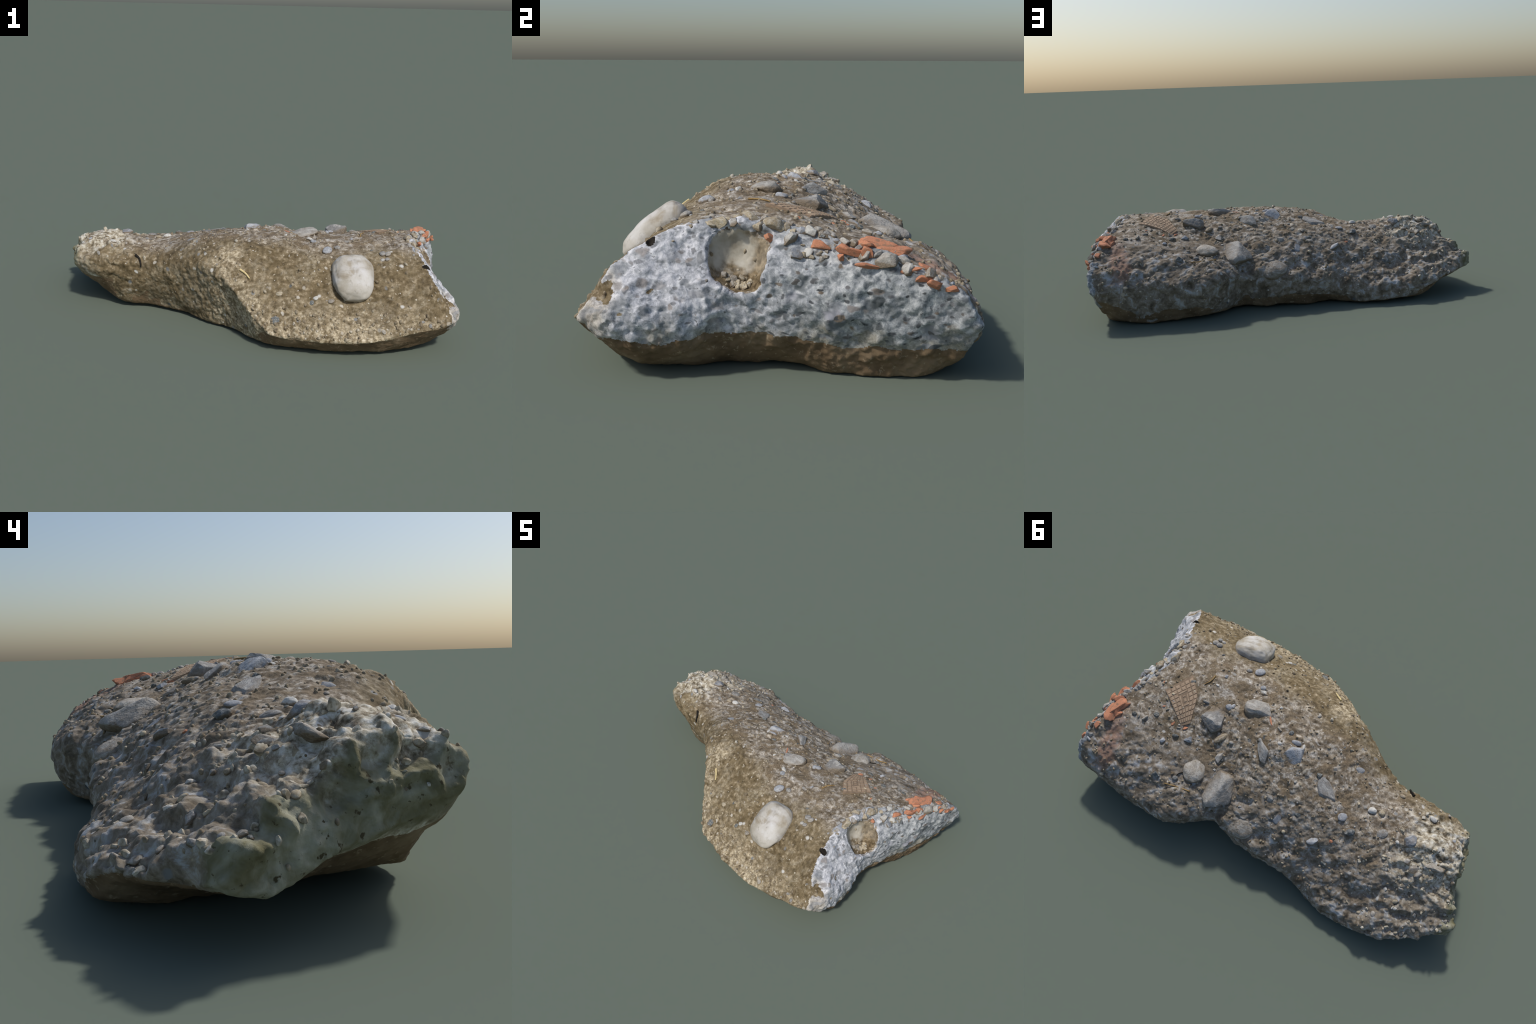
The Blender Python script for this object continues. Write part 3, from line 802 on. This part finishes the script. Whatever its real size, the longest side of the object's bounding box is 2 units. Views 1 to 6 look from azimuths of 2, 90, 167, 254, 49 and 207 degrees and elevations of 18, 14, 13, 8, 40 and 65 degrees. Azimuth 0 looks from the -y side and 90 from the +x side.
PEBBLE_MATS = [MAT_GREY, MAT_DUSTY, MAT_TAN, MAT_BLUE, MAT_DUSTY, MAT_WHITE, MAT_DARK, MAT_GREY]
for j, k in enumerate(scatter(150, RNG, pebble_weight)):
    c = BODY_P[k]
    s = .010 + .020 * RNG.random() ** 2.0
    mat = PEBBLE_MATS[RNG.integers(len(PEBBLE_MATS))]
    if c[0] < -.55 and RNG.random() < .75:
        mat = (MAT_TAN, MAT_TAN, MAT_GREY, MAT_DUSTY, MAT_WHITE)[RNG.integers(5)]; s *= 1.25
    if c[1] < -.28:
        mat = (MAT_TAN, MAT_TAN, MAT_DUSTY, MAT_GREY)[RNG.integers(4)]; s *= .8
    place("pebble", "angular" if RNG.random() < .75 else "round", int(RNG.integers(1, 9)), mat, c,
          s * RNG.uniform(1.0, 1.5), s * RNG.uniform(.8, 1.1), s * RNG.uniform(.6, .9), RNG.uniform(0, 360), RNG.uniform(.35, .6))

def grit_material():
    m = Mat("grit", .9)
    d, c = m.voronoi(60)
    f = m.noise(45, 3)
    col = m.ramp(f, [(.30, srgb(92, 80, 62)), (.45, srgb(132, 119, 98)), (.58, srgb(158, 147, 126)), (.74, srgb(200, 192, 176))])
    return m.done(col)

def grit(count, rng):
    """thousands of crumbs pressed into the surface, one joined part"""
    bm = bmesh.new(); bmesh.ops.create_icosphere(bm, subdivisions=2, radius=1)
    tm = bpy.data.meshes.new("t"); bm.to_mesh(tm); bm.free()
    u = co(tm); tri = np.array([f.vertices[:] for f in tm.polygons])
    shapes = [u * (1 + .28 * fbm(u + s * 5, 1.6, 2, s))[:, None] for s in range(6)]
    bpy.data.meshes.remove(tm)
    def weight(p, n):
        x, y, z = p.T
        top = smooth(.1, .5, n[:, 2])
        w = .12 * top * smooth(-.28, -.1, y)
        w *= smooth(-.75, -.45, x)
        w += .5 * smooth(.24, .12, z) * (y < -.3) * (x > -.02) * smooth(-.1, .3, n[:, 2])
        w += .08 * top
        return np.clip(w, 0, 1) * (x < .93) * (x < face_x(p[:, 1:]) - .02) * (z > .05)
    V, F, base = [], [], 0
    for k in scatter(count, rng, weight):
        s = rng.uniform(.003, .009) * (.8 if BODY_P[k][1] > -.25 else 1)
        q = np.array(Euler(rng.uniform(0, 6.28, 3)).to_matrix())
        v = shapes[rng.integers(6)] * np.array([1.25, 1, .8]) * s
        V.append(v @ q.T + BODY_P[k] - BODY_N[k] * s * rng.uniform(-.2, .5)); F.append(tri + base); base += len(v)
    me = bpy.data.meshes.new("grit")
    me.from_pydata([tuple(v) for v in np.concatenate(V)], [], [tuple(f) for f in np.concatenate(F)])
    me.polygons.foreach_set("use_smooth", np.ones(len(me.polygons), bool))
    me.materials.append(grit_material())
    o = child("grit", me); o["kind"] = "stuff"
grit(1000, np.random.default_rng(23))

def gravel(count, rng):
    """pale broken gravel that crowns the narrow end, joined into one part"""
    shapes = []
    for k in range(8):
        t = stone_mesh("t", "angular", 600 + k, MAT_TAN, 3)
        shapes.append(co(t)); tri = np.array([f.vertices[:] for f in t.polygons]); bpy.data.meshes.remove(t)
    def weight(p, n):
        x, y, z = p.T
        w = smooth(-.60, -.74, x) * smooth(.25, .5, n[:, 2]) * (.25 + .75 * smooth(.26, .14, y)) + .3 * smooth(-.45, -.6, x) * smooth(.3, .5, n[:, 2])
        w += .5 * smooth(.08, .03, np.hypot(x + .05, y + .20)) * (n[:, 2] > .2)
        return np.clip(w, 0, 1) * smooth(-.4, .2, fbm(p, 9, 2, 19))
    V, F, base = [], [], 0
    for k in scatter(count, rng, weight):
        s_ = .005 + .011 * rng.random() ** 1.6
        q = np.array(Euler(rng.uniform(0, 6.28, 3)).to_matrix())
        v = shapes[rng.integers(8)] * np.array([1.3, 1, .85]) * s_
        V.append(v @ q.T + BODY_P[k] - BODY_N[k] * s_ * rng.uniform(-.1, .5)); F.append(tri + base); base += len(v)
    m = Mat("pale_gravel", .9)
    g = m.noise(130, 3, .6)
    col = m.ramp(m.noise(55, 2), [(.32, srgb(128, 118, 100)), (.45, srgb(168, 158, 138)), (.58, srgb(198, 191, 174)), (.72, srgb(214, 214, 212))])
    col = m.mix(m.step(g, .5, .65), col, m.mix(.5, col, srgb(110, 98, 78)))
    me = bpy.data.meshes.new("gravel")
    me.from_pydata([tuple(v) for v in np.concatenate(V)], [], [tuple(f) for f in np.concatenate(F)])
    me.polygons.foreach_set("use_smooth", np.ones(len(me.polygons), bool))
    me.set_sharp_from_angle(angle=math.radians(30))
    me.materials.append(m.done(col, m.bump(g, .3, .002)))
    o = child("gravel", me); o["kind"] = "stuff"
gravel(420, np.random.default_rng(29))

# crumbling crest above the fracture
for j in range(44):
    r = np.random.default_rng(800 + j)
    yy = -.24 + .70 * (j + r.random()) / 44
    zz = np.interp(yy, [-.24, -.1, .09, .20, .33, .44], [.40, .41, .396, .372, .340, .288])
    xx = np.interp(yy, [-.24, -.1, .09, .20, .33, .44], [.815, .795, .85, .915, .955, .978])
    s_ = r.uniform(.018, .042)
    mat = (MAT_TAN, MAT_GREY, MAT_DUSTY)[r.integers(3)] if yy < .05 else (MAT_GREY, MAT_GREY, MAT_DUSTY, MAT_BLUE)[r.integers(4)]
    place("crumb", "angular", 1 + int(r.integers(12)), mat, (xx + r.uniform(-.035, .012), yy, zz), s_ * 1.3, s_, s_ * .8, r.uniform(0, 360), .42)
for j in range(12):
    r = np.random.default_rng(900 + j)
    s_ = r.uniform(.010, .022)
    place("crumb", "angular", 1 + j % 9, MAT_DUSTY if j % 3 else MAT_TAN, (.90, .103 + r.uniform(-.035, .035), .345 + r.uniform(-.03, .03)), s_ * 1.3, s_, s_, r.uniform(0, 360), .5)

# debris lying on the floor of the socket
for j in range(16):
    r = np.random.default_rng(300 + j)
    at = (SOCKET[0] - .035 + r.uniform(-.03, .03), SOCKET[1] + r.uniform(-.05, .05), .245)
    s = r.uniform(.014, .030)
    place("crumb", "angular", 1 + j % 8, MAT_TAN if j % 3 else MAT_DUSTY, at, s * 1.3, s, s * .8, r.uniform(0, 360), .55)

# ------------------------------------------------------------------ brick fragments
def brick_material():
    m = Mat("red_brick", .9)
    f, g = m.noise(18, 4), m.noise(80, 4)
    col = m.ramp(f, [(.3, srgb(172, 112, 84)), (.5, srgb(200, 138, 106)), (.75, srgb(214, 158, 128))])
    col = m.mix(m.step(g, .60, .70), col, srgb(136, 84, 62))
    col = m.mix(m.math('MULTIPLY', m.step(m.noise(2.2, 5, .65), .52, .62), .7), col, srgb(140, 118, 98))
    return m.done(col, m.bump(g, .4, .004))
MAT_BRICK = brick_material()

def brick_shard(seed, at, length, width, height, heading, proud=.5, tilt=(0, 0)):
    me = stone_mesh("brick_fragment", "angular", seed, MAT_BRICK, 4)
    MESHES[("angular", seed, MAT_BRICK.name, "brick_fragment")] = me
    v = co(me)
    put(me, v)
    return place("brick_fragment", "angular", seed, MAT_BRICK, at, length, width, height, heading, proud, tilt)

BRICKS = [
    ((.905, .115, .378), .075, .030, .034, 75), ((.918, .165, .372), .045, .028, .026, 60), ((.932, .200, .366), .090, .032, .040, 78),
    ((.944, .235, .362), .050, .034, .036, 60), ((.962, .244, .328), .085, .018, .026, 88), ((.930, .168, .340), .026, .020, .052, 88),
    ((.958, .300, .350), .060, .018, .016, 85), ((.972, .340, .330), .060, .018, .016, 85), ((.980, .375, .300), .062, .022, .044, 88),
    ((.985, .405, .288), .060, .024, .050, 88), ((.985, .450, .275), .045, .022, .030, 88), ((.850, -.028, .378), .022, .030, .062, 70),
    ((.900, .225, .375), .070, .045, .030, 40), ((.885, .285, .368), .120, .050, .036, 95), ((.860, .250, .370), .085, .026, .040, 55),
    ((.915, .320, .350), .070, .045, .026, 80), ((.940, .385, .318), .060, .040, .022, 80),
    ((.888, .262, .366), .130, .080, .050, 80), ((.905, .312, .355), .110, .075, .040, 95), ((.868, .300, .362), .060, .030, .036, 50),
    ((.546, .207, .363), .030, .022, .018, 20), ((.610, .215, .368), .026, .016, .012, 70), ((.690, .165, .385), .022, .012, .010, 40),
    ((.190, -.015, .402), .070, .012, .010, 128), ((-.327, .333, .278), .028, .022, .014, 30), ((.750, .060, .402), .024, .014, .012, 50),
]
for j, (at, l, w, h, head) in enumerate(BRICKS):
    brick_shard(400 + j, at, l, w, h, head, .55)

# ------------------------------------------------------------------ patterned tile piece
def flat_mat(name, colour, dark, scale=60):
    m = Mat(name, .85)
    f = m.noise(scale, 4)
    return m.done(m.ramp(f, [(.3, dark), (.65, colour)]), m.bump(f, .2, .003))

def tile():
    right = np.array([(.643, -.033), (.568, .043), (.532, .175)])
    left = np.array([(.724, .095), (.645, .150), (.569, .205)])
    def plan(u, v):
        k = np.array([0, .5, 1])
        a = np.array([np.interp(v, k, right[:, 0]), np.interp(v, k, right[:, 1])])
        b = np.array([np.interp(v, k, left[:, 0]), np.interp(v, k, left[:, 1])])
        return a + (b - a) * u
    grout = flat_mat("tile_grout", srgb(152, 132, 110), srgb(128, 110, 91))
    cellm = flat_mat("tile_cell", srgb(182, 159, 134), srgb(154, 133, 111))
    def at(u, v, h):
        q = plan(u, v)
        loc, nor, _, _ = BVH.ray_cast(Vector((q[0], q[1], 1)), Vector((0, 0, -1)))
        return q[0], q[1], loc.z + h
    # smooth heights so the slab stays a slab
    grid = np.array([[at(a / 6, b / 8, 0)[2] for b in range(9)] for a in range(7)])
    A, B = np.meshgrid(np.arange(7) / 6, np.arange(9) / 8, indexing="ij")
    M = np.stack([np.ones(63), A.ravel(), B.ravel(), A.ravel() * B.ravel(), B.ravel() ** 2], 1)
    c = np.linalg.lstsq(M, grid.ravel(), rcond=None)[0]
    def H(u, v):
        return c @ np.array([1, u, v, u * v, v * v])
    def pt(u, v, h):
        q = plan(u, v)
        return (q[0], q[1], H(u, v) + h)
    def outline(t):          # full width all along
        return 0.0, 1.0
    def box(bm, u0, u1, v0, v1, top, bottom):
        vs = [bm.verts.new(pt(u, v, h)) for h in (bottom, top) for u, v in ((u0, v0), (u1, v0), (u1, v1), (u0, v1))]
        for f in ((0, 1, 2, 3), (4, 7, 6, 5), (0, 4, 5, 1), (1, 5, 6, 2), (2, 6, 7, 3), (3, 7, 4, 0)):
            bm.faces.new([vs[k] for k in f])
    bm = bmesh.new()
    N = 10
    for k in range(N):
        t0, t1 = k / N, (k + 1) / N
        a0, b0 = outline(t0); a1, b1 = outline(t1)
        vs = [bm.verts.new(pt(u, v, h)) for h in (-.02, .004) for u, v in ((a0, t0), (b0, t0), (b1, t1), (a1, t1))]
        for f in ((0, 1, 2, 3), (4, 7, 6, 5), (0, 4, 5, 1), (1, 5, 6, 2), (2, 6, 7, 3), (3, 7, 4, 0)):
            bm.faces.new([vs[q] for q in f])
    bmesh.ops.remove_doubles(bm, verts=bm.verts, dist=1e-5)
    bmesh.ops.recalc_face_normals(bm, faces=bm.faces)
    me = bpy.data.meshes.new("tile_piece"); bm.to_mesh(me); bm.free(); me.materials.append(grout)
    slab = child("tile_piece", me)
    # raised cells: rows of small blocks with a square spiral in the middle
    bm = bmesh.new()
    rows, cols, g = 9, 6, .022
    for r in range(rows):
        t0, t1 = .05 + r * .9 / rows, .05 + (r + 1) * .9 / rows
        a, b = outline((t0 + t1) / 2)
        for q in range(cols):
            u0, u1 = q / cols, (q + 1) / cols
            if u0 < a - .02 or u1 > b + .05 or (2 <= q <= 3 and 2 <= r <= 5):
                continue
            box(bm, max(u0, a) + g, min(u1, b) - g, t0 + g * .5, t1 - g * .5, .0058, -.004)
    for u0, u1, v0, v1 in ((2, 4, 2, 2.5), (3.55, 4, 2.7, 5.5), (2, 3.4, 5.1, 5.6), (2, 2.4, 3.0, 4.9), (2.6, 3.3, 3.0, 3.5), (2.65, 3.3, 3.8, 4.7)):
        box(bm, u0 / cols + .012, u1 / cols - .012, .05 + v0 * .1 + .006, .05 + v1 * .1 - .006, .0058, -.004)
    bmesh.ops.recalc_face_normals(bm, faces=bm.faces)
    me = bpy.data.meshes.new("tile_pattern"); bm.to_mesh(me); bm.free(); me.materials.append(cellm)
    child("tile_pattern", me, slab)
tile()

# ------------------------------------------------------------------ straws and twigs
def stalk(name, pts, radius, mat):
    """thin tapering stalk through points laid on the surface"""
    c = bpy.data.curves.new(name, 'CURVE'); c.dimensions = '3D'
    c.bevel_depth, c.bevel_resolution, c.use_fill_caps = radius, 2, True
    s = c.splines.new('POLY')
    P = resample([tuple(surface(*q)[0] + surface(*q)[1] * radius * 1.1) for q in pts], 10)
    s.points.add(len(P) - 1)
    for k, q in enumerate(P):
        s.points[k].co = (*q, 1)
        s.points[k].radius = 1 - .45 * k / len(P)
    o = bpy.data.objects.new("tmp", c)
    bpy.context.scene.collection.objects.link(o)
    me = evaluated(o); me.name = name
    bpy.data.objects.remove(o)
    me.materials.clear(); me.materials.append(mat)
    me.polygons.foreach_set("use_smooth", np.ones(len(me.polygons), bool))
    child(name, me)

MAT_STRAW = flat_mat("dry_straw", srgb(228, 210, 160), srgb(198, 176, 122))
MAT_TWIG = flat_mat("dark_twig", srgb(44, 40, 34), srgb(24, 22, 20))
MAT_STEM = flat_mat("tan_stem", srgb(168, 140, 92), srgb(128, 102, 64))
stalk("straw", [(-.028, -.325, .31), (.0, -.341, .293), (.026, -.365, .27)], .0055, MAT_STRAW)
stalk("straw", [(.548, -.085, .41), (.556, -.05, .41), (.575, -.012, .41)], .0034, MAT_STEM)
stalk("straw", [(.38, .44, .26), (.447, .46, .253), (.52, .465, .25)], .0038, MAT_STEM)
stalk("twig", [(-.567, -.062, .285), (-.553, -.075, .268), (-.541, -.085, .245), (-.535, -.09, .23)], .0062, MAT_TWIG)
stalk("twig", [(.44, .375, .29), (.47, .40, .28), (.475, .43, .27)], .003, MAT_TWIG)

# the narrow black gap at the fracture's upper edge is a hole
bpy.data.objects.remove(core)
